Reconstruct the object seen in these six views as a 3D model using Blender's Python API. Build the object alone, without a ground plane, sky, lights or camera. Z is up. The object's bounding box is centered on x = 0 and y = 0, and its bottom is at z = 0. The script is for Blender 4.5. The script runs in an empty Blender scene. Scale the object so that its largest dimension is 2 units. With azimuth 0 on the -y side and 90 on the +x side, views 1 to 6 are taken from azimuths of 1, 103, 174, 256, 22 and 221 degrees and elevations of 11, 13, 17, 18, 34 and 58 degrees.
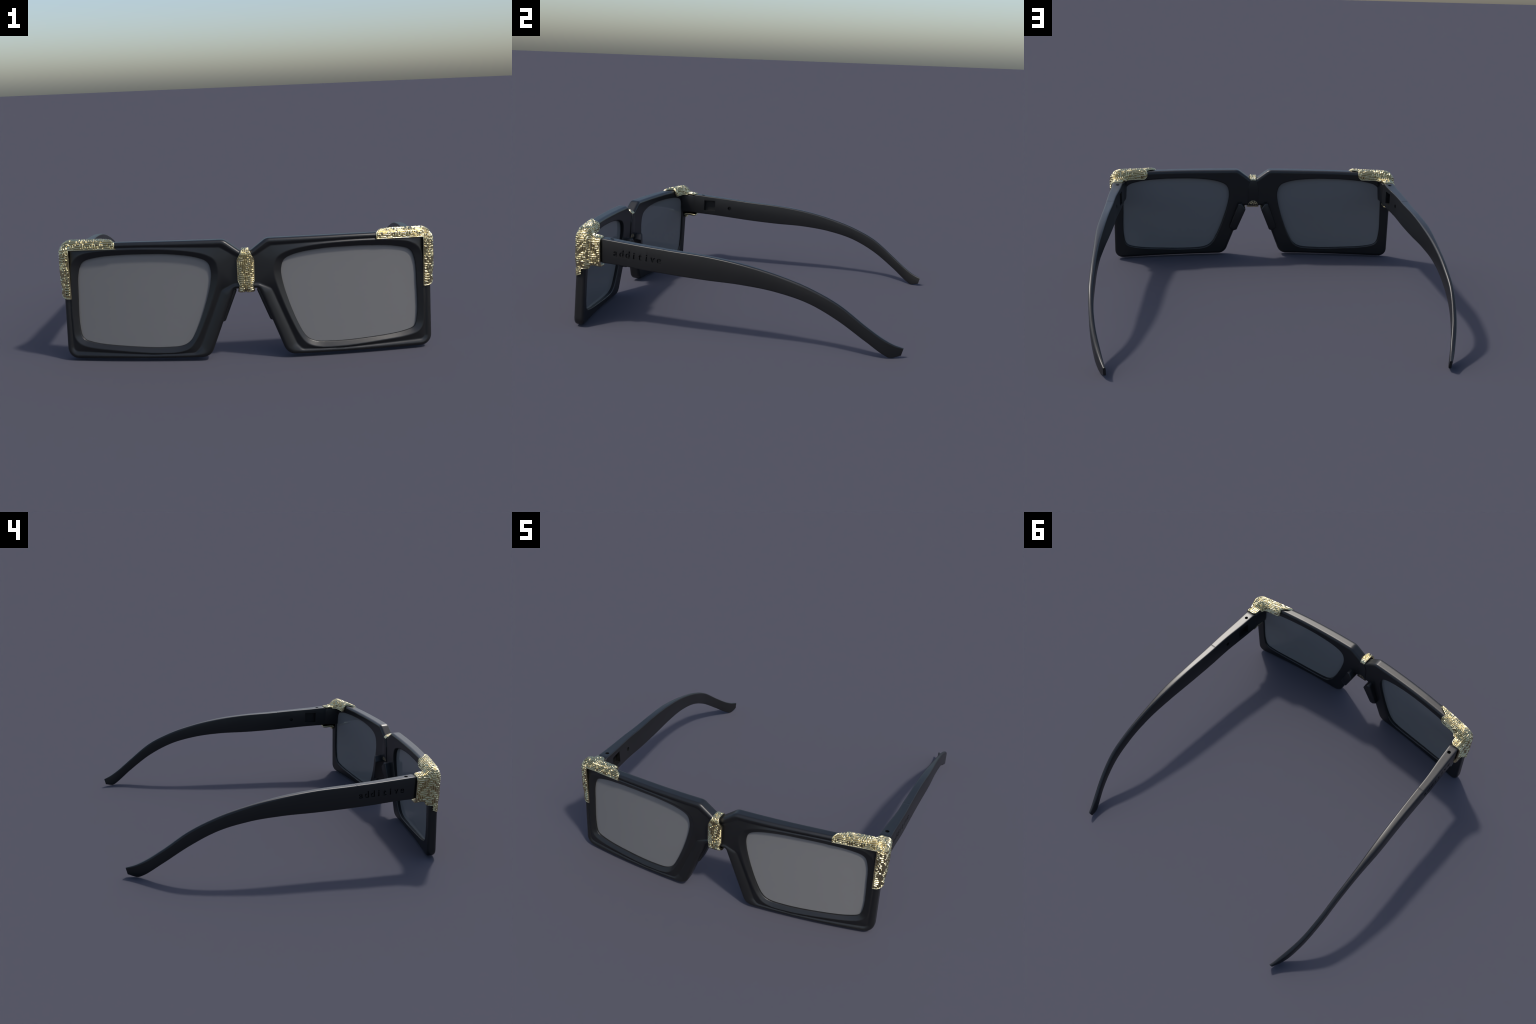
"""Rectangular black acetate sunglasses with maze-textured gold corner caps and bridge clip.

Frame: x = left/right, y = front(-) to back(+), z = up.  Everything is mirror-symmetric about x = 0.
The front frame, the gold caps and the bridge clip are built as blended solids (distance fields of
their profiles) polygonised with a surface-net; temples are lofts along splines.
"""
import bpy, bmesh, math, random
import numpy as np
from mathutils import Vector, Matrix

random.seed(11)
np.random.seed(11)

# ------------------------------------------------------------------ sizes
Y_FRONT = -0.974      # crest of the outer front ridge at x = 0
THICK = 0.072         # frame thickness
WRAP = 0.117          # face-form wrap: y = y0 + WRAP * x^2
Y_BACK = Y_FRONT + THICK
TILT = 0.060          # the front leans: bottom edge forward, top edge back
Y_MID = Y_FRONT + THICK / 2
THINNING = 0.015      # the frame gets thinner toward its outer sides


def place(x, y, z):
    """front-local (x, depth, height) to the object's frame: wrap and tilt"""
    return x, y + WRAP * x * x + TILT * (z - 0.35), z - TILT * (y - Y_MID)


def place_points(v):
    return np.stack(place(v[:, 0], v[:, 1], v[:, 2]), 1)



# ------------------------------------------------------------------ 2D helpers
def fillet(points, n=7):
    """closed polygon from (x, z, radius) corners, arcs sampled"""
    out = []
    m = len(points)
    for i in range(m):
        p = np.array(points[i][:2], float)
        r = points[i][2]
        a = np.array(points[i - 1][:2], float) - p
        b = np.array(points[(i + 1) % m][:2], float) - p
        la, lb = np.linalg.norm(a), np.linalg.norm(b)
        a, b = a / la, b / lb
        c = np.clip(a @ b, -1, 1)
        half = math.acos(c) / 2
        if r <= 0 or half > 1.55:
            out.append(p)
            continue
        t = min(r / math.tan(half), 0.49 * la, 0.49 * lb)
        r = t * math.tan(half)
        ctr = p + (a + b) / np.linalg.norm(a + b) * (r / math.sin(half))
        s, e = p + a * t - ctr, p + b * t - ctr
        a0 = math.atan2(s[1], s[0])
        d = (math.atan2(e[1], e[0]) - a0 + math.pi) % (2 * math.pi) - math.pi
        for k in range(n + 1):
            w = a0 + d * k / n
            out.append(ctr + r * np.array([math.cos(w), math.sin(w)]))
    return np.array(out)


def smooth_closed(pts, sub=8):
    """closed Catmull-Rom (centripetal-like tangents) through control points"""
    p = np.array(pts, float)
    n = len(p)
    out = []
    for i in range(n):
        p0, p1, p2, p3 = p[i - 1], p[i], p[(i + 1) % n], p[(i + 2) % n]
        d01, d12, d23 = [max(np.linalg.norm(b - a), 1e-6) ** 0.5 for a, b in ((p0, p1), (p1, p2), (p2, p3))]
        m1 = (p2 - p1) / d12 - (p2 - p0) / (d01 + d12) + (p1 - p0) / d01
        m2 = (p3 - p2) / d23 - (p3 - p1) / (d12 + d23) + (p2 - p1) / d12
        m1, m2 = m1 * d12, m2 * d12
        for k in range(sub):
            t = k / sub
            out.append((2 * t**3 - 3 * t**2 + 1) * p1 + (t**3 - 2 * t**2 + t) * m1 + (3 * t**2 - 2 * t**3) * p2 + (t**3 - t**2) * m2)
    return np.array(out)


def signed_distance(poly, X, Z):
    """signed distance to a closed polygon, negative inside"""
    d2 = np.full(X.shape, 1e9)
    inside = np.zeros(X.shape, bool)
    n = len(poly)
    for i in range(n):
        ax, az = poly[i]
        bx, bz = poly[(i + 1) % n]
        ex, ez = bx - ax, bz - az
        L = ex * ex + ez * ez
        if L < 1e-14:
            continue
        wx, wz = X - ax, Z - az
        t = np.clip((wx * ex + wz * ez) / L, 0, 1)
        d2 = np.minimum(d2, (wx - ex * t) ** 2 + (wz - ez * t) ** 2)
        if az != bz:
            inside ^= ((az > Z) != (bz > Z)) & (X < ax + (Z - az) * ex / ez)
    return np.where(inside, -1, 1) * np.sqrt(d2)


def mirrored(half):
    """full outline from the x >= 0 half that starts and ends on x = 0"""
    h = [tuple(q) for q in half]
    left = [(-q[0],) + q[1:] for q in reversed(h) if q[0] > 1e-6]
    return h + left


def smin(a, b, k):
    h = np.clip(0.5 + 0.5 * (b - a) / k, 0, 1)
    return b * (1 - h) + a * h - k * h * (1 - h)


def smoothstep(a, b, x):
    t = np.clip((x - a) / (b - a), 0, 1)
    return t * t * (3 - 2 * t)


def blur(a, s):
    r = int(3 * s) + 1
    k = np.exp(-0.5 * (np.arange(-r, r + 1) / s) ** 2)
    k /= k.sum()
    for ax in (0, 1):
        p = np.pad(a, [(r, r) if i == ax else (0, 0) for i in (0, 1)], mode="edge")
        a = sum(k[j] * np.take(p, np.arange(j, j + a.shape[ax]), ax) for j in range(2 * r + 1))
    return a


# ------------------------------------------------------------------ surface nets
def surface_net(F, origin, h):
    """quads of the zero level of the sampled field F (negative inside)"""
    nx, ny, nz = F.shape
    S = F < 0
    corners = [(i, j, k) for i in (0, 1) for j in (0, 1) for k in (0, 1)]
    sl = lambda c: tuple(slice(c[a], F.shape[a] - 1 + c[a]) for a in range(3))
    cnt = sum(S[sl(c)].astype(np.int8) for c in corners)
    mixed = (cnt > 0) & (cnt < 8)
    cell = np.argwhere(mixed)
    ident = np.full(mixed.shape, -1, np.int64)
    ident[mixed] = np.arange(len(cell))
    val = {c: F[cell[:, 0] + c[0], cell[:, 1] + c[1], cell[:, 2] + c[2]] for c in corners}
    acc, num = np.zeros((len(cell), 3)), np.zeros(len(cell))
    for a in range(3):
        for c in corners:
            if c[a]:
                continue
            e = tuple(1 if i == a else c[i] for i in range(3))
            v0, v1 = val[c], val[e]
            cross = (v0 < 0) != (v1 < 0)
            t = np.where(cross, v0 / np.where(cross, v0 - v1, 1), 0)
            p = np.tile(np.array(c, float), (len(cell), 1))
            p[:, a] += t
            acc += p * cross[:, None]
            num += cross
    verts = np.array(origin) + (cell + acc / num[:, None]) * np.array(h)
    quads = []
    for a in range(3):
        b, c = (a + 1) % 3, (a + 2) % 3
        lo = [slice(1, -1)] * 3
        hi = [slice(1, -1)] * 3
        lo[a], hi[a] = slice(0, -1), slice(1, None)
        s0, s1 = S[tuple(lo)], S[tuple(hi)]
        at = np.argwhere(s0 != s1)
        flip = s0[s0 != s1]
        at[:, b] += 1
        at[:, c] += 1
        q = []
        for db, dc in ((-1, -1), (0, -1), (0, 0), (-1, 0)):
            r = at.copy()
            r[:, b] += db
            r[:, c] += dc
            q.append(ident[r[:, 0], r[:, 1], r[:, 2]])
        q = np.stack(q, 1)
        q = np.where(flip[:, None], q, q[:, ::-1])
        quads.append(q)
    return verts, np.concatenate(quads)


def relax(verts, quads, rounds, amount=0.5):
    """gentle Taubin smoothing that removes grid stair marks without shrinking"""
    e = np.concatenate([quads[:, [i, (i + 1) % 4]] for i in range(4)])
    deg = np.bincount(e[:, 0], minlength=len(verts)) + np.bincount(e[:, 1], minlength=len(verts))
    for r in range(rounds):
        for lam in (amount, -amount * 1.04):
            s = np.stack([np.bincount(e[:, 0], verts[e[:, 1], a], len(verts)) + np.bincount(e[:, 1], verts[e[:, 0], a], len(verts)) for a in range(3)], 1)
            verts = verts + lam * (s / deg[:, None] - verts)
    return verts


# ------------------------------------------------------------------ object helpers
def add_object(name, mesh, material, parent=None):
    o = bpy.data.objects.new(name, mesh)
    bpy.context.scene.collection.objects.link(o)
    if material and not mesh.materials:
        mesh.materials.append(material)
    if parent:
        o.parent = parent
    return o


def mesh_from(name, verts, faces, smooth=True):
    me = bpy.data.meshes.new(name)
    me.from_pydata(np.asarray(verts).tolist(), [], np.asarray(faces).tolist() if isinstance(faces, np.ndarray) else faces)
    me.validate()
    me.update()
    if smooth:
        me.shade_smooth()
    return me


def flip_x(verts, quads):
    return verts * np.array([-1, 1, 1]), quads[:, ::-1]


def baked(obj):
    """apply the modifiers of obj into its mesh"""
    deps = bpy.context.evaluated_depsgraph_get()
    me = bpy.data.meshes.new_from_object(obj.evaluated_get(deps))
    obj.modifiers.clear()
    obj.data = me
    return obj


# ------------------------------------------------------------------ materials
def plastic_material():
    m = bpy.data.materials.new("black_acetate")
    m.use_nodes = True
    nt = m.node_tree
    b = nt.nodes["Principled BSDF"]
    tc = nt.nodes.new("ShaderNodeTexCoord")
    noise = nt.nodes.new("ShaderNodeTexNoise")
    noise.inputs["Scale"].default_value = 6.0
    noise.inputs["Detail"].default_value = 3.0
    ramp = nt.nodes.new("ShaderNodeValToRGB")
    ramp.color_ramp.elements[0].color = (0.0080, 0.0081, 0.0084, 1)
    ramp.color_ramp.elements[1].color = (0.0100, 0.0101, 0.0103, 1)
    nt.links.new(tc.outputs["Object"], noise.inputs["Vector"])
    nt.links.new(noise.outputs["Fac"], ramp.inputs["Fac"])
    nt.links.new(ramp.outputs["Color"], b.inputs["Base Color"])
    b.inputs["Roughness"].default_value = 0.36
    b.inputs["Specular IOR Level"].default_value = 0.5
    return m


def socket_material():
    m = bpy.data.materials.new("socket_black")
    m.use_nodes = True
    b = m.node_tree.nodes["Principled BSDF"]
    b.inputs["Base Color"].default_value = (0.003, 0.003, 0.003, 1)
    b.inputs["Roughness"].default_value = 0.7
    return m


def gold_material():
    m = bpy.data.materials.new("pale_gold")
    m.use_nodes = True
    nt = m.node_tree
    b = nt.nodes["Principled BSDF"]
    tc = nt.nodes.new("ShaderNodeTexCoord")
    noise = nt.nodes.new("ShaderNodeTexNoise")
    noise.inputs["Scale"].default_value = 40.0
    ramp = nt.nodes.new("ShaderNodeValToRGB")
    ramp.color_ramp.elements[0].color = (0.62, 0.535, 0.31, 1)
    ramp.color_ramp.elements[1].color = (0.70, 0.61, 0.37, 1)
    nt.links.new(tc.outputs["Object"], noise.inputs["Vector"])
    nt.links.new(noise.outputs["Fac"], ramp.inputs["Fac"])
    # darker base colour in the grooves between the ribs
    geo = nt.nodes.new("ShaderNodeNewGeometry")
    cavity = nt.nodes.new("ShaderNodeMapRange")
    cavity.inputs["From Min"].default_value = 0.40
    cavity.inputs["From Max"].default_value = 0.50
    mix = nt.nodes.new("ShaderNodeMix")
    mix.data_type = "RGBA"
    mix.inputs[6].default_value = (0.20, 0.155, 0.075, 1)
    nt.links.new(geo.outputs["Pointiness"], cavity.inputs["Value"])
    nt.links.new(cavity.outputs["Result"], mix.inputs[0])
    nt.links.new(ramp.outputs["Color"], mix.inputs[7])
    nt.links.new(mix.outputs[2], b.inputs["Base Color"])
    b.inputs["Metallic"].default_value = 1.0
    b.inputs["Roughness"].default_value = 0.26
    return m


def lens_material():
    m = bpy.data.materials.new("smoke_lens")
    m.use_nodes = True
    nt = m.node_tree
    b = nt.nodes["Principled BSDF"]
    tc = nt.nodes.new("ShaderNodeTexCoord")
    noise = nt.nodes.new("ShaderNodeTexNoise")
    noise.inputs["Scale"].default_value = 1.5
    ramp = nt.nodes.new("ShaderNodeValToRGB")
    ramp.color_ramp.elements[0].color = (0.180, 0.178, 0.175, 1)
    ramp.color_ramp.elements[1].color = (0.188, 0.186, 0.183, 1)
    nt.links.new(tc.outputs["Object"], noise.inputs["Vector"])
    nt.links.new(noise.outputs["Fac"], ramp.inputs["Fac"])
    nt.links.new(ramp.outputs["Color"], b.inputs["Base Color"])
    b.inputs["Roughness"].default_value = 0.05
    b.inputs["Specular IOR Level"].default_value = 0.4
    return m


BLACK, SOCKET, GOLD, LENS = plastic_material(), socket_material(), gold_material(), lens_material()

# ------------------------------------------------------------------ outlines of the front (x, z, radius)
OUTER = fillet(mirrored([
    (0.0, 0.347, 0), (0.058, 0.347, 0.014), (0.188, 0.012, 0.062), (0.540, 0.0095, 0.3), (0.909, 0.006, 0.052),
    (0.904, 0.583, 0.048), (0.520, 0.588, 0.5), (0.101, 0.589, 0.050), (0.022, 0.530, 0.020), (0.0, 0.528, 0)]))
GROOVE = fillet(mirrored([
    (0.0, 0.372, 0), (0.062, 0.371, 0.01), (0.121, 0.345, 0.03), (0.146, 0.284, 0.06), (0.236, 0.064, 0.03), (0.262, 0.0365, 0.025),
    (0.480, 0.031, 0.1), (0.700, 0.038, 0.1), (0.876, 0.042, 0.026), (0.8770, 0.300, 0.1), (0.873, 0.557, 0.03),
    (0.500, 0.5615, 0.1), (0.122, 0.555, 0.022), (0.050, 0.512, 0.012), (0.0, 0.488, 0)]))
CREST = smooth_closed([
    (0.188, 0.516), (0.300, 0.5415), (0.500, 0.5535), (0.700, 0.5475), (0.806, 0.529), (0.857, 0.486), (0.8685, 0.398),
    (0.8725, 0.190), (0.866, 0.114), (0.840, 0.084), (0.790, 0.0665), (0.645, 0.051), (0.454, 0.0375), (0.355, 0.0395),
    (0.292, 0.060), (0.252, 0.107), (0.202, 0.211), (0.160, 0.322), (0.138, 0.400), (0.1355, 0.4375), (0.148, 0.487)])
OPENING = smooth_closed([
    (0.186, 0.481), (0.238, 0.5055), (0.370, 0.5245), (0.500, 0.5275), (0.600, 0.5255), (0.735, 0.513), (0.806, 0.489), (0.8285, 0.437),
    (0.8365, 0.320), (0.838, 0.168), (0.823, 0.109), (0.772, 0.0885), (0.571, 0.0685), (0.410, 0.0645), (0.322, 0.073),
    (0.284, 0.0965), (0.246, 0.162), (0.199, 0.287), (0.173, 0.390), (0.1705, 0.439)])
BACK_FLARE = 0.010    # the opening is this much wider behind the lens
LENS_DEPTH = 0.0265   # lens front behind the ridge crest


def frame_slab(X, Yl, Z, dO, front, back, r):
    """rounded plate: outline distance dO, local depth Yl between front and back"""
    a = np.maximum(front - Yl, Yl - back)
    u, v = np.maximum(dO + r, 0), np.maximum(a + r, 0)
    return np.sqrt(u * u + v * v) + np.minimum(np.maximum(dO, a) + r, 0) - r


# ------------------------------------------------------------------ front frame
def build_front_frame(root):
    h = 0.003
    xs = np.arange(-0.012, 0.935, h)
    zs = np.arange(-0.018, 0.612, h)
    ys = np.arange(Y_FRONT - 0.012, Y_BACK + 0.012, 0.0026)
    X, Z = np.meshgrid(xs, zs, indexing="ij")
    dO = signed_distance(OUTER, X, Z)
    dG = signed_distance(GROOVE, X, Z)
    dK = signed_distance(CREST, X, Z)
    dL = signed_distance(OPENING, X, Z)
    # depth of the front surface behind the ridge crest
    t = np.clip(-dO / (np.maximum(-dO, 0) + np.maximum(dG, 0) + 1e-6), 0, 1)
    gk = np.maximum(-dG, 0)
    kd = np.maximum(dK, 0)
    width = np.maximum(-dO, 0) + np.maximum(dG, 0) - gk          # ridge width here
    groove = 0.0135 * np.clip(width / 0.055, 0.60, 1)
    groove = blur(groove, 6)
    ridge = groove * t ** 3
    q = gk / (gk + kd + 1e-3)
    slope = 0.001 + (groove - 0.001) * np.minimum(1, np.maximum(kd / 0.085, 1 - q))
    kin = np.maximum(-dK, 0)
    lin = np.maximum(dL, 0)
    bevel = 0.001 + 0.0150 * kin / (kin + lin + 1e-5)
    depth = np.where(dG > 0, ridge, np.where(dK > 0, slope, bevel))
    depth = np.where(dL < 0, 0.017, depth)
    depth = blur(depth, 0.65)
    F = np.empty((len(xs), len(ys), len(zs)), np.float32)
    r = 0.019
    for j, y in enumerate(ys):
        front = Y_FRONT + depth
        rear = Y_BACK - THINNING * X * X
        f = frame_slab(X, y, Z, dO, front, rear, r)
        # lens opening, softened at the back
        rb = 0.006
        hole = BACK_FLARE * smoothstep(LENS_DEPTH + 0.002, LENS_DEPTH + 0.008, y - Y_FRONT) - dL
        a = y - rear
        u, v = np.maximum(hole + rb, 0), np.maximum(a + rb, 0)
        edge = np.sqrt(u * u + v * v) - rb + np.minimum(np.maximum(hole, a) + rb, 0)
        F[:, j, :] = np.maximum(f, edge)
    v, q = surface_net(F, (xs[0], ys[0], zs[0]), (h, ys[1] - ys[0], h))
    v = relax(v, q, 2)
    return v, q


def weld_halves(v, q):
    """keep x >= 0, snap the seam to x = 0, mirror and weld"""
    me = bpy.data.meshes.new("tmp")
    me.from_pydata(v.tolist(), [], q.tolist())
    bm = bmesh.new()
    bm.from_mesh(me)
    bmesh.ops.bisect_plane(bm, geom=bm.verts[:] + bm.edges[:] + bm.faces[:], plane_co=(0, 0, 0), plane_no=(1, 0, 0), clear_inner=True, dist=1e-6)
    bmesh.ops.mirror(bm, geom=bm.verts[:] + bm.edges[:] + bm.faces[:], axis="X", merge_dist=1e-5)
    bmesh.ops.recalc_face_normals(bm, faces=bm.faces[:])
    bm.to_mesh(me)
    bm.free()
    return me


root = bpy.data.objects.new("sunglasses", None)
root.empty_display_size = 0.2
bpy.context.scene.collection.objects.link(root)
root["label"] = "chunky rectangular black sunglasses with maze-textured gold corners and bridge"
root["category"] = "sunglasses"

v, q = build_front_frame(root)
v = place_points(v)
frame_mesh = weld_halves(v, q)
frame_mesh.name = "front_frame"
frame_mesh.shade_smooth()
front_frame = add_object("front_frame", frame_mesh, BLACK, root)


# ------------------------------------------------------------------ lenses
def lens_mesh(side):
    """gently curved plate following the opening, rim tucked into the frame"""
    c = OPENING.mean(0)
    rim = OPENING + (OPENING - c) / np.linalg.norm(OPENING - c, axis=1)[:, None] * 0.020
    n, rings = len(rim), 14
    yf = lambda p, off: off + 0.0 * p[:, 1]
    verts, faces = [], []
    for off in (Y_FRONT + LENS_DEPTH, Y_FRONT + LENS_DEPTH + 0.022):
        verts.append(np.array([[c[0], yf(c[None], off)[0], c[1]]]))
        for k in range(1, rings + 1):
            p = c + (rim - c) * (k / rings)
            verts.append(np.stack([p[:, 0], yf(p, off), p[:, 1]], 1))
    V = np.concatenate(verts)
    block = 1 + n * rings
    for s in range(2):
        o = s * block
        for i in range(n):
            j = (i + 1) % n
            tri = [o, o + 1 + i, o + 1 + j]
            faces.append(tri if s else tri[::-1])
            for k in range(rings - 1):
                a, b = o + 1 + k * n, o + 1 + (k + 1) * n
                f = [a + i, b + i, b + j, a + j]
                faces.append(f if s else f[::-1])
    a, b = 1 + (rings - 1) * n, block + 1 + (rings - 1) * n
    for i in range(n):
        j = (i + 1) % n
        faces.append([a + i, b + i, b + j, a + j])
    V = place_points(V)
    V[:, 0] *= side
    me = mesh_from("lens", V, faces)
    bm = bmesh.new()
    bm.from_mesh(me)
    bmesh.ops.recalc_face_normals(bm, faces=bm.faces[:])
    bm.to_mesh(me)
    bm.free()
    me.set_sharp_from_angle(angle=math.radians(40))
    return me


for side in (1, -1):
    add_object("lens", lens_mesh(side), LENS, root)


# ------------------------------------------------------------------ maze relief
class Maze:
    """random spanning tree on a square lattice; gives the height of a rounded rib along its edges"""

    def __init__(self, pitch, n, seed, straight=0.55, level=0.5):
        rnd = random.Random(seed)
        self.p, self.n = pitch, n
        self.e = np.zeros((n, n, 4), bool)      # +u, +v, -u, -v
        seen = np.zeros((n, n), bool)
        D = ((1, 0), (0, 1), (-1, 0), (0, -1))
        stack = [(rnd.randrange(n), rnd.randrange(n), 0)]
        seen[stack[0][0], stack[0][1]] = True
        while stack:
            i, j, last = stack[-1]
            free = [k for k in range(4) if 0 <= i + D[k][0] < n and 0 <= j + D[k][1] < n and not seen[i + D[k][0], j + D[k][1]]]
            if not free:
                stack.pop()
                continue
            flat = [f for f in free if f % 2 == 0]
            if last in free and rnd.random() < straight * 0.6:
                k = last
            elif flat and rnd.random() < level * 0.6:
                k = rnd.choice(flat)
            else:
                k = rnd.choice(free)
            a, b = i + D[k][0], j + D[k][1]
            if rnd.random() > 0.06:
                self.e[i, j, k] = self.e[a, b, (k + 2) % 4] = True
            seen[a, b] = True
            stack.append((a, b, k))

    def height(self, u, v, w):
        gu = u / self.p + 0.18 * np.sin(v / self.p * 0.9) + 0.03 * np.sin(v / self.p * 3.1 + 1.0)
        gv = v / self.p + 0.18 * np.sin(u / self.p * 0.8 + 2.0) + 0.03 * np.sin(u / self.p * 2.7)
        i, j = np.rint(gu).astype(int), np.rint(gv).astype(int)
        du, dv = gu - i, gv - j
        e = self.e[i % self.n, j % self.n]
        d = np.hypot(du, dv)
        d = np.where(e.any(-1), d, 9)
        d = np.minimum(d, np.where(e[..., 0] & (du > 0), np.abs(dv), 9))
        d = np.minimum(d, np.where(e[..., 2] & (du < 0), np.abs(dv), 9))
        d = np.minimum(d, np.where(e[..., 1] & (dv > 0), np.abs(du), 9))
        d = np.minimum(d, np.where(e[..., 3] & (dv < 0), np.abs(du), 9))
        d = d * self.p / w
        return (1 - np.minimum(d, 1) ** 2) ** 0.8


def shell(db, gap, wall, region, k=0.003):
    """hollow cover between two offsets of the body, trimmed to a region with a rounded edge"""
    f = np.maximum(db - (gap + wall), gap - db)
    t = np.clip(0.5 + 0.5 * (f - region) / k, 0, 1)
    return region * (1 - t) + f * t + k * t * (1 - t)


def subdivide(v, q):
    """split every quad into four"""
    n = len(v)
    e = np.sort(np.stack([q, np.roll(q, -1, 1)], 2).reshape(-1, 2), 1)
    key, inv = np.unique(e[:, 0] * n + e[:, 1], return_inverse=True)
    mid = (v[key // n] + v[key % n]) / 2
    m = n + inv.reshape(-1, 4)
    c = n + len(key) + np.arange(len(q))
    out = [np.stack([q[:, i], m[:, i], c, m[:, i - 1]], 1) for i in range(4)]
    return np.concatenate([v, mid, v[q].mean(1)]), np.concatenate(out)


def vertex_normals(v, q):
    d = np.cross(v[q[:, 2]] - v[q[:, 0]], v[q[:, 3]] - v[q[:, 1]])
    n = np.stack([np.bincount(q.ravel(), np.repeat(d[:, a], 4), len(v)) for a in range(3)], 1)
    return n / (np.linalg.norm(n, axis=1)[:, None] + 1e-12)


def emboss(v, q, fields, maze, rib_width, rib_height, rim, wall_limit, lattice, fade=lambda v: 1.0):
    """raise maze ribs and a plain rim on the outer side of a cover (fields gives body distance and trim distance)"""
    v, q = subdivide(v, q)
    v = relax(v, q, 1, 0.4)
    n = vertex_normals(v, q)
    db, region = fields(v[:, 0], v[:, 1], v[:, 2])
    A, B = lattice(v, n)
    outer = smoothstep(wall_limit - 0.002, wall_limit, db) * fade(v)
    rib = maze.height(A, B, rib_width) * smoothstep(-rim * 1.1, -rim * 1.7, region)
    edge = np.clip(1 - np.abs(region + rim * 0.75) / (rim * 0.75), 0, 1)
    lift = np.maximum(rib, smoothstep(0, 0.8, edge) * 0.75)
    return v + n * (outer * lift * rib_height)[:, None], q


def rounded_box(X, Y, Z, c, half, r):
    qx, qy, qz = np.abs(X - c[0]) - half[0] + r, np.abs(Y - c[1]) - half[1] + r, np.abs(Z - c[2]) - half[2] + r
    return np.sqrt(np.maximum(qx, 0) ** 2 + np.maximum(qy, 0) ** 2 + np.maximum(qz, 0) ** 2) + np.minimum(np.maximum(qx, np.maximum(qy, qz)), 0) - r


def grid(lo, hi, h):
    ax = [np.arange(a, b, s) for a, b, s in zip(lo, hi, h)]
    return ax, np.meshgrid(*ax, indexing="ij")


# ------------------------------------------------------------------ gold corner caps
def cap_fields(X, Yl, Zl, dO=None):
    """body distance and trim distance of the right corner cap, front-local coordinates"""
    if dO is None:
        dO = signed_distance(OUTER, X, Zl)
    Xw, Y, Z = place(X, Yl, Zl)
    body = frame_slab(X, Yl, Zl, dO, Y_FRONT + 0.014, Y_BACK - THINNING * X * X, 0.020)
    ends = rounded_box(X, Y, Z, (0.8615, -0.745, 0.465 + 0.10 * (-0.80 - Y)), (0.0335, 0.115, 0.071), 0.012)
    db = smin(body, ends, 0.035)
    back = smoothstep(Y_FRONT + 0.02, Y_FRONT + 0.06, Yl)
    scallop = 0.020 * np.exp(-((Yl - (Y_FRONT + 0.047)) / 0.016) ** 2) * smoothstep(0.575, 0.60, Zl)
    x_end = 0.634 + 0.052 * back + scallop + 0.025 * smoothstep(0.58, 0.61, Zl) * (1 - back)
    z_low = np.where(Yl < Y_FRONT + 0.03, 0.552 - 0.02 * (X - 0.64), 0.5365) + 0.02 * smoothstep(0.03, 0.0, X - x_end) ** 2 * back
    top_arm = np.maximum.reduce([x_end - X, z_low - Zl, Yl - (Y_BACK + 0.03)])
    depth = Yl - Y_FRONT
    step = np.where(depth < 0.034, 0.304 + 0.6 * np.maximum(depth, 0), 0.357)
    side_arm = np.maximum.reduce([0.868 - X, step - Zl, depth - 0.088])
    sleeve_x = np.where(Z > 0.532, 0.832, np.where(Z < 0.405, 0.846, 0.865))
    sx, sy, r = sleeve_x - X, Y + 0.726, np.where(Z > 0.532, 0.032, 0.006)
    lobe = np.hypot(np.maximum(sx + r, 0), np.maximum(sy + r, 0)) + np.minimum(np.maximum(sx, sy) + r, 0) - r
    sleeve = np.maximum.reduce([lobe, 0.3745 - Z, Y_FRONT + 0.035 - Yl])
    return db, np.minimum(np.minimum(top_arm, side_arm), sleeve)


def cap_lattice(v, n):
    """maze coordinates unrolled from the front round the side, and from the front over the top"""
    around, down = v[:, 1] - Y_FRONT, 0.600 - v[:, 2]
    top = np.abs(n[:, 2]) > np.abs(n[:, 0])
    A = np.where(top, v[:, 0] - 0.917, v[:, 0] - 0.917 + around)
    B = np.where(top, around + np.where(around < 0.036, -down, down), -down)
    return A, B


def build_corner_cap():
    h = (0.0023, 0.0023, 0.0023)
    (xs, ys, zs), (X, Y, Z) = grid((0.615, Y_FRONT - 0.022, 0.29), (0.945, Y_FRONT + 0.185, 0.632), h)
    dO = signed_distance(OUTER, *np.meshgrid(xs, zs, indexing="ij"))[:, None, :] + 0 * Y
    db, region = cap_fields(X, Y, Z, dO)
    F = shell(db, 0.003, 0.009, region)
    F[[0, -1]] = F[:, [0, -1]] = F[:, :, [0, -1]] = 1
    v, q = surface_net(F.astype(np.float32), (xs[0], ys[0], zs[0]), h)
    v = relax(v, q, 2, 0.4)
    v, q = emboss(v, q, cap_fields, Maze(0.0124, 72, 5, 0.30, 0.25), 0.0049, 0.0060, 0.0055, 0.0105, cap_lattice)
    return place_points(v), q


cap_v, cap_q = build_corner_cap()
for side in (1, -1):
    a, b = (cap_v, cap_q) if side > 0 else flip_x(cap_v, cap_q)
    add_object("corner_cap", mesh_from("corner_cap", a, b), GOLD, root)


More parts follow.
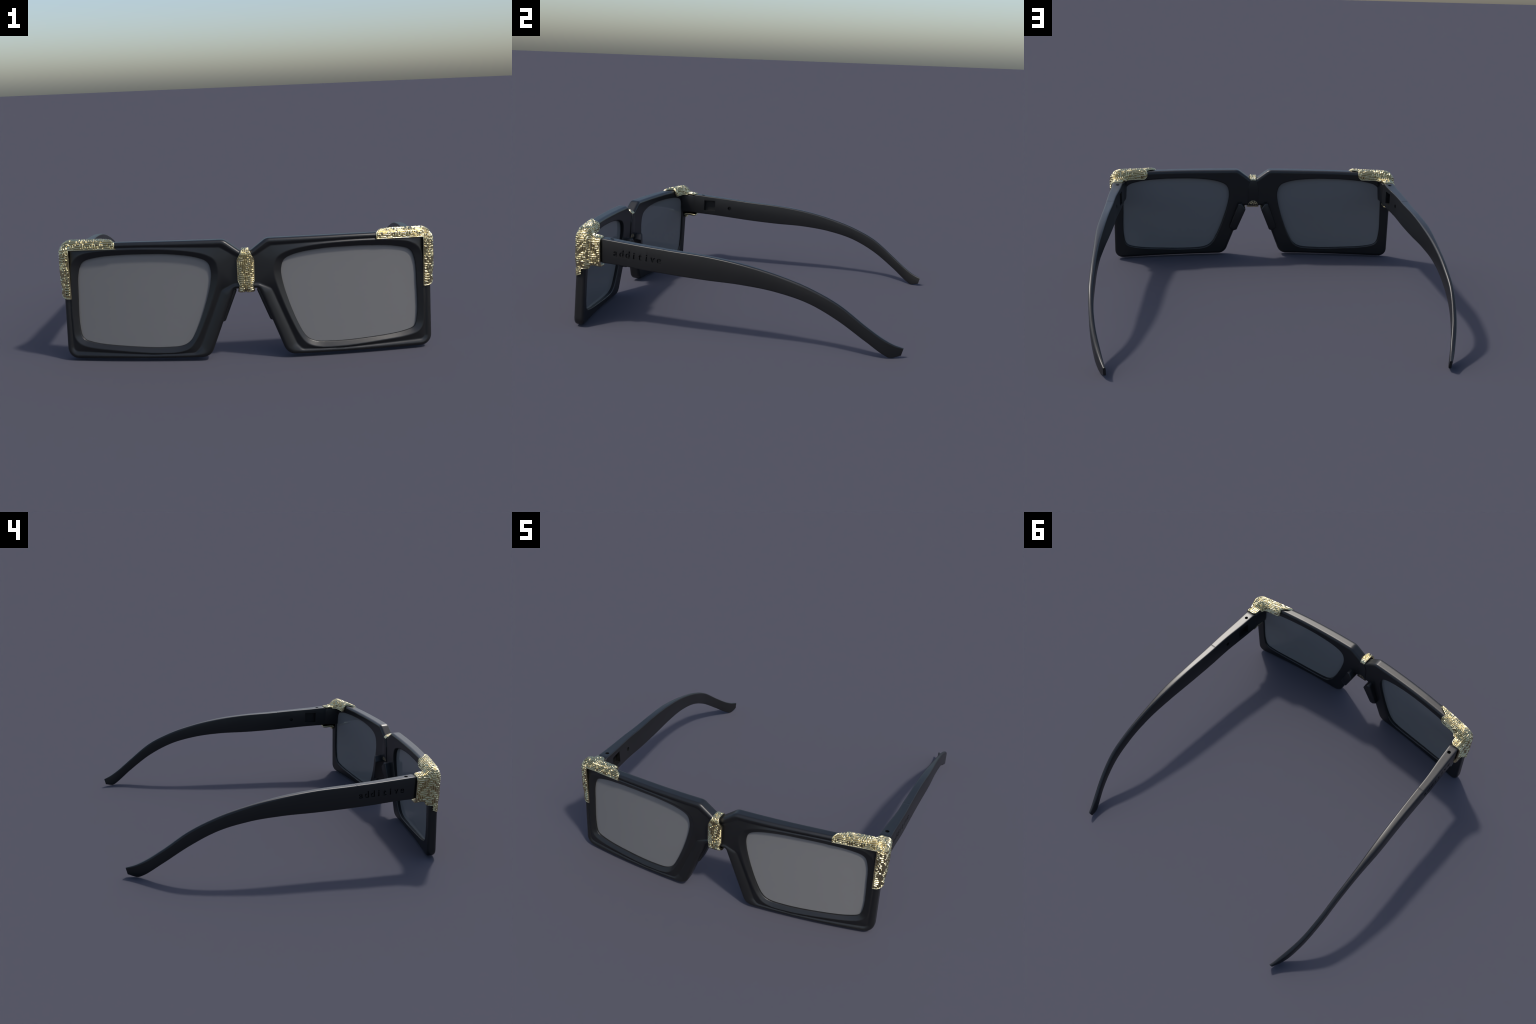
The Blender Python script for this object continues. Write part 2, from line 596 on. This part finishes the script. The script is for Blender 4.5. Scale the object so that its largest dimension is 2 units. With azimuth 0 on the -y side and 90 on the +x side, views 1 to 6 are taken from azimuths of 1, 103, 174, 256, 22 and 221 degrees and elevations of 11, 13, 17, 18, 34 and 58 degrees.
# ------------------------------------------------------------------ gold bridge clip
def clip_fields(X, Y, Z):
    """the clip hugs the bridge: nearly flat bulged front, flat top and bottom, no V notch"""
    dB = np.maximum(np.abs(Z - 0.437) - 0.090, np.abs(X) - 0.2)
    front = Y_FRONT + 0.008 - 0.0155 * (1 - np.abs(X / 0.044) ** 4).clip(0, 1)
    body = frame_slab(X, Y, Z, dB, front, Y_BACK - 0.009, 0.014)
    w = np.interp(Z, [0.335, 0.348, 0.366, 0.392, 0.490, 0.532, 0.56], [0.040, 0.0385, 0.0315, 0.0410, 0.0415, 0.0205, 0.0190])
    tab = 0.036 * np.sqrt(np.clip(1 - ((Z - 0.340) / 0.046) ** 2, 0, 1))
    w_back = np.where(Z > 0.45, np.interp(Z, [0.515, 0.53], [0.015, 0.0195]), np.maximum(tab, np.where(Z < 0.352, 0.034, 0)))
    behind = Y > Y_FRONT + 0.042
    w = np.where(behind, w_back, w)
    return body, np.maximum(np.abs(X) - w, np.where(behind, np.minimum(0.518 - Z, Z - 0.385), -1))


def clip_lattice(v, n):
    top = np.abs(n[:, 2]) > 0.75
    return v[:, 0], np.where(top, v[:, 1] + 0.4, v[:, 2])


def build_bridge_clip():
    h = (0.0016, 0.0016, 0.0016)
    (xs, ys, zs), (X, Y, Z) = grid((-0.056, Y_FRONT - 0.034, 0.325), (0.056, Y_BACK + 0.024, 0.562), h)
    body, region = clip_fields(X, Y, Z)
    F = shell(body, 0.003, 0.009, region)
    F[[0, -1]] = F[:, [0, -1]] = F[:, :, [0, -1]] = 1
    v, q = surface_net(F.astype(np.float32), (xs[0], ys[0], zs[0]), h)
    v = relax(v, q, 1, 0.4)
    v, q = emboss(v, q, clip_fields, Maze(0.0098, 40, 23, 0.15, 0.35), 0.0037, 0.0056, 0.0038, 0.0105, clip_lattice, lambda v: 1 - 0.8 * smoothstep(Y_MID, Y_MID + 0.02, v[:, 1]))
    return place_points(v), q


clip_v, clip_q = build_bridge_clip()
add_object("bridge_clip", mesh_from("bridge_clip", clip_v, clip_q), GOLD, root)


# ------------------------------------------------------------------ bevelled prisms
def prism(name, outline, y0, y1, inset, bevel, side=1, segments=3):
    """x-z outline extruded from y0 to y1, the far end inset, edges rounded"""
    p = np.array(outline, float)
    c = p.mean(0)
    d = (p - c) / np.linalg.norm(p - c, axis=1)[:, None]
    bm = bmesh.new()
    A = [bm.verts.new((side * x, y0 if np.isscalar(y0) else y0[i], z)) for i, (x, z) in enumerate(p)]
    B = [bm.verts.new((side * x, y1 if np.isscalar(y1) else y1[i], z)) for i, (x, z) in enumerate(p - d * inset)]
    n = len(p)
    bm.faces.new(A)
    bm.faces.new(B)
    for i in range(n):
        bm.faces.new([A[i], A[(i + 1) % n], B[(i + 1) % n], B[i]])
    bmesh.ops.recalc_face_normals(bm, faces=bm.faces[:])
    bmesh.ops.bevel(bm, geom=bm.edges[:] + bm.verts[:], offset=bevel, segments=segments, affect="EDGES", profile=0.5, clamp_overlap=True)
    me = bpy.data.meshes.new(name)
    bm.to_mesh(me)
    bm.free()
    for w in me.vertices:
        w.co = place(*w.co)
    me.shade_smooth()
    me.set_sharp_from_angle(angle=math.radians(50))
    return me


plate = fillet([(0.034, 0.349, 0.0), (0.036, 0.470, 0.02), (0.018, 0.525, 0.0), (-0.018, 0.525, 0.0), (-0.036, 0.470, 0.02), (-0.034, 0.349, 0.0)], 4)
add_object("bridge_plate", prism("bridge_plate", plate, Y_BACK - 0.012, Y_BACK + 0.0035, 0.002, 0.0015), BLACK, root)

PAD = [(0.098, 0.374), (0.077, 0.376), (0.048, 0.338), (0.109, 0.187), (0.133, 0.178), (0.160, 0.202)]
PAD_BACK = [-0.866, -0.862, -0.856, -0.870, -0.876, -0.876]
for side in (1, -1):
    add_object("nose_pad", prism("nose_pad", PAD, Y_FRONT + 0.028, PAD_BACK, 0.004, 0.006, side), BLACK, root)

# ------------------------------------------------------------------ temples
KY = np.array([-0.88, -0.78, -0.60, -0.45, -0.30, -0.10, 0.10, 0.30, 0.50, 0.65, 0.80, 0.90, 0.95, 1.0])
XO = np.array([0.880, 0.893, 0.900, 0.905, 0.906, 0.9095, 0.917, 0.914, 0.912, 0.907, 0.884, 0.853, 0.833, 0.812])
XI = np.array([0.822, 0.830, 0.8416, 0.855, 0.860, 0.869, 0.877, 0.886, 0.887, 0.884, 0.860, 0.829, 0.814, 0.799])
ZT = np.array([0.544, 0.543, 0.5285, 0.5165, 0.5057, 0.4925, 0.4670, 0.4240, 0.3600, 0.2870, 0.1750, 0.1035, 0.0750, 0.056])
ZB = np.array([0.400, 0.400, 0.3920, 0.3790, 0.3675, 0.3570, 0.3520, 0.3285, 0.2750, 0.1980, 0.0920, 0.0190, 0.0000, 0.013])


def spline(v, t):
    k = KY
    h = np.diff(k)
    d = np.diff(v) / h
    m = np.empty(len(k))
    m[1:-1] = (d[:-1] * h[1:] + d[1:] * h[:-1]) / (h[:-1] + h[1:])
    m[0], m[-1] = d[0], d[-1]
    i = np.clip(np.searchsorted(k, t) - 1, 0, len(k) - 2)
    u = (t - k[i]) / h[i]
    return (1 + 2 * u) * (1 - u) ** 2 * v[i] + u * (1 - u) ** 2 * h[i] * m[i] + u * u * (3 - 2 * u) * v[i + 1] + u * u * (u - 1) * h[i] * m[i + 1]


Y_SEAM = -0.346


def temple_mesh(side):
    ys = np.unique(np.concatenate([np.linspace(-0.735, 1.0, 150), [Y_SEAM - 0.0035, Y_SEAM - 0.0012, Y_SEAM + 0.0012, Y_SEAM + 0.0035], [0.985, 0.993, 0.997]]))
    arc = 5
    verts, faces = [], []
    for s in ys:
        xo, xi, zt, zb = (float(spline(v, np.array(s))) for v in (XO, XI, ZT, ZB))
        w = xo - xi
        if s < -0.715:                                   # nose of the temple narrows toward the hinge
            f = (-0.715 - s) / 0.02
            zt -= 0.010 * f * f
            zb += 0.004 * f
            xo -= 0.006 * f * f
        groove = 0.0007 if abs(s - Y_SEAM) < 0.002 else 0.0
        step = 0.0006 if s > Y_SEAM else 0.0
        zt -= groove + step
        r = min(0.0062 + 0.003 * float(smoothstep(0.0, 0.4, np.array(s))), 0.36 * w)
        ring = []
        cr = ((xo - r, zt - r, 0), (xi + r, zt - r, 90), (xi + r, zb + r, 180), (xo - r, zb + r, 270))
        for cx, cz, a0 in cr:
            for k in range(arc):
                a = math.radians(a0 + 90 * k / (arc - 1))
                x, z = cx + r * math.cos(a), cz + r * math.sin(a)
                ring.append((x, z))
            if a0 == 0:                                 # domed top face between the two upper corners
                ring += [(xo - r + (xi - xo + 2 * r) * k / 6, zt) for k in range(1, 6)]
        lean = 0.27 * float(smoothstep(0.86, 1.0, np.array(s)))
        dome = 0.0025 * float(smoothstep(-0.25, 0.2, np.array(s)) * (1 - smoothstep(0.72, 0.93, np.array(s))))
        for x, z in ring:
            u = (x - xi) / w
            z += dome * 4 * u * (1 - u) * float(smoothstep(zt - 2 * r, zt - 0.4 * r, np.array(z)))
            verts.append((side * x, s - lean * (zt - z), z))
    n = 4 * arc + 5
    for i in range(len(ys) - 1):
        for k in range(n):
            a, b = i * n + k, i * n + (k + 1) % n
            f = [a, b, b + n, a + n]
            faces.append(f if side < 0 else f[::-1])
    first, last = list(range(n)), list(range((len(ys) - 1) * n, len(ys) * n))
    faces.append(first if side > 0 else first[::-1])
    faces.append(last[::-1] if side > 0 else last)
    me = mesh_from("temple", verts, faces)
    bm = bmesh.new()
    bm.from_mesh(me)
    bmesh.ops.recalc_face_normals(bm, faces=bm.faces[:])
    bm.to_mesh(me)
    bm.free()
    return me


def box_mesh(lo, hi):
    bm = bmesh.new()
    bmesh.ops.create_cube(bm, size=1, matrix=Matrix.Translation((Vector(lo) + Vector(hi)) / 2) @ Matrix.Diagonal((*(Vector(hi) - Vector(lo)), 1)))
    me = bpy.data.meshes.new("cutter")
    bm.to_mesh(me)
    bm.free()
    return me


def peg_mesh(centre, axis, radius, depth):
    bm = bmesh.new()
    rot = Vector((0, 0, 1)).rotation_difference(Vector(axis)).to_matrix().to_4x4()
    bmesh.ops.create_cone(bm, cap_ends=True, segments=24, radius1=radius, radius2=radius, depth=depth, matrix=Matrix.Translation(centre) @ rot)
    me = bpy.data.meshes.new("cutter")
    bm.to_mesh(me)
    bm.free()
    return me


def letter_meshes(side):
    """the word engraved on the outer face, letters evenly spaced"""
    word = "additive"
    start, stop = -0.638, -0.376
    out = []
    for i, ch in enumerate(word):
        k = i / (len(word) - 1)
        y = start + (stop - start) * (k if side > 0 else 1 - k)
        cu = bpy.data.curves.new("letter", "FONT")
        cu.body = ch
        cu.size = 0.057
        cu.align_x = "CENTER"
        cu.extrude = 0.009
        cu.offset = 0.0005
        o = bpy.data.objects.new("letter", cu)
        bpy.context.scene.collection.objects.link(o)
        xo = float(spline(XO, np.array(y)))
        zc = 0.446 - 0.066 * (y + 0.638)
        slope = -0.066
        # text x axis runs along +y on the right temple, along -y on the left one
        ex = Vector((0, side, side * slope)).normalized()
        ey = Vector((0, -slope, 1)).normalized()
        en = ex.cross(ey).normalized()
        M = Matrix((ex, ey, en)).transposed().to_4x4()
        M.translation = Vector((side * xo, y, zc))
        bpy.context.view_layer.update()
        me = bpy.data.meshes.new_from_object(o.evaluated_get(bpy.context.evaluated_depsgraph_get()))
        me.transform(M)
        bm = bmesh.new()
        bm.from_mesh(me)
        bmesh.ops.remove_doubles(bm, verts=bm.verts[:], dist=1e-5)
        bmesh.ops.recalc_face_normals(bm, faces=bm.faces[:])
        bm.to_mesh(me)
        bm.free()
        for bold in (-0.0011, 0.0011):              # two overlapping cuts give the heavy stroke
            stroke = me.copy()
            stroke.transform(Matrix.Translation(ex * bold + ey * bold * 0.3))
            out.append(stroke)
        bpy.data.objects.remove(o)
    return out


def carve(target, meshes):
    helpers = []
    for me in meshes:
        c = bpy.data.objects.new("cutter", me)
        bpy.context.scene.collection.objects.link(c)
        m = target.modifiers.new("cut", "BOOLEAN")
        m.operation, m.solver, m.object = "DIFFERENCE", "MANIFOLD", c
        helpers.append(c)
    bpy.context.view_layer.update()
    baked(target)
    for c in helpers:
        bpy.data.objects.remove(c)


for side in (1, -1):
    me = temple_mesh(side)
    temple = add_object("temple", me, BLACK, root)
    pocket = box_mesh((min(side * 0.80, side * 0.872), -0.655, 0.424), (max(side * 0.80, side * 0.872), -0.571, 0.4995))
    cutters = [pocket, peg_mesh((side * 0.852, -0.461, 0.448), (1, 0, 0), 0.0135, 0.05), peg_mesh((side * 0.864, -0.671, 0.535), (0, 0, 1), 0.0116, 0.06)]
    carve(temple, cutters + letter_meshes(side))
    temple.name = "temple"
    temple.data.name = "temple"
    temple.data.shade_smooth()
    temple.data.set_sharp_from_angle(angle=math.radians(32))
    # hinge block between frame and temple
    bm = bmesh.new()
    ringA = [bm.verts.new((side * x, -0.835, z)) for x, z in [(0.815, 0.536), (0.878, 0.536), (0.880, 0.404), (0.826, 0.404)]]
    ringB = [bm.verts.new((side * x, -0.742, z)) for x, z in [(0.832, 0.531), (0.888, 0.531), (0.890, 0.402), (0.838, 0.402)]]
    ringC = [bm.verts.new((side * x, -0.728, z)) for x, z in [(0.836, 0.520), (0.884, 0.520), (0.886, 0.404), (0.842, 0.404)]]
    for A, B in ((ringA, ringB), (ringB, ringC)):
        for i in range(4):
            bm.faces.new([A[i], A[(i + 1) % 4], B[(i + 1) % 4], B[i]])
    bm.faces.new(ringA)
    bm.faces.new(ringC)
    bmesh.ops.recalc_face_normals(bm, faces=bm.faces[:])
    bmesh.ops.bevel(bm, geom=bm.edges[:], offset=0.006, segments=3, affect="EDGES", profile=0.5, clamp_overlap=True)
    hm = bpy.data.meshes.new("hinge_block")
    bm.to_mesh(hm)
    bm.free()
    hm.shade_smooth()
    hm.set_sharp_from_angle(angle=math.radians(50))
    add_object("hinge_block", hm, BLACK, root)

bpy.context.view_layer.update()
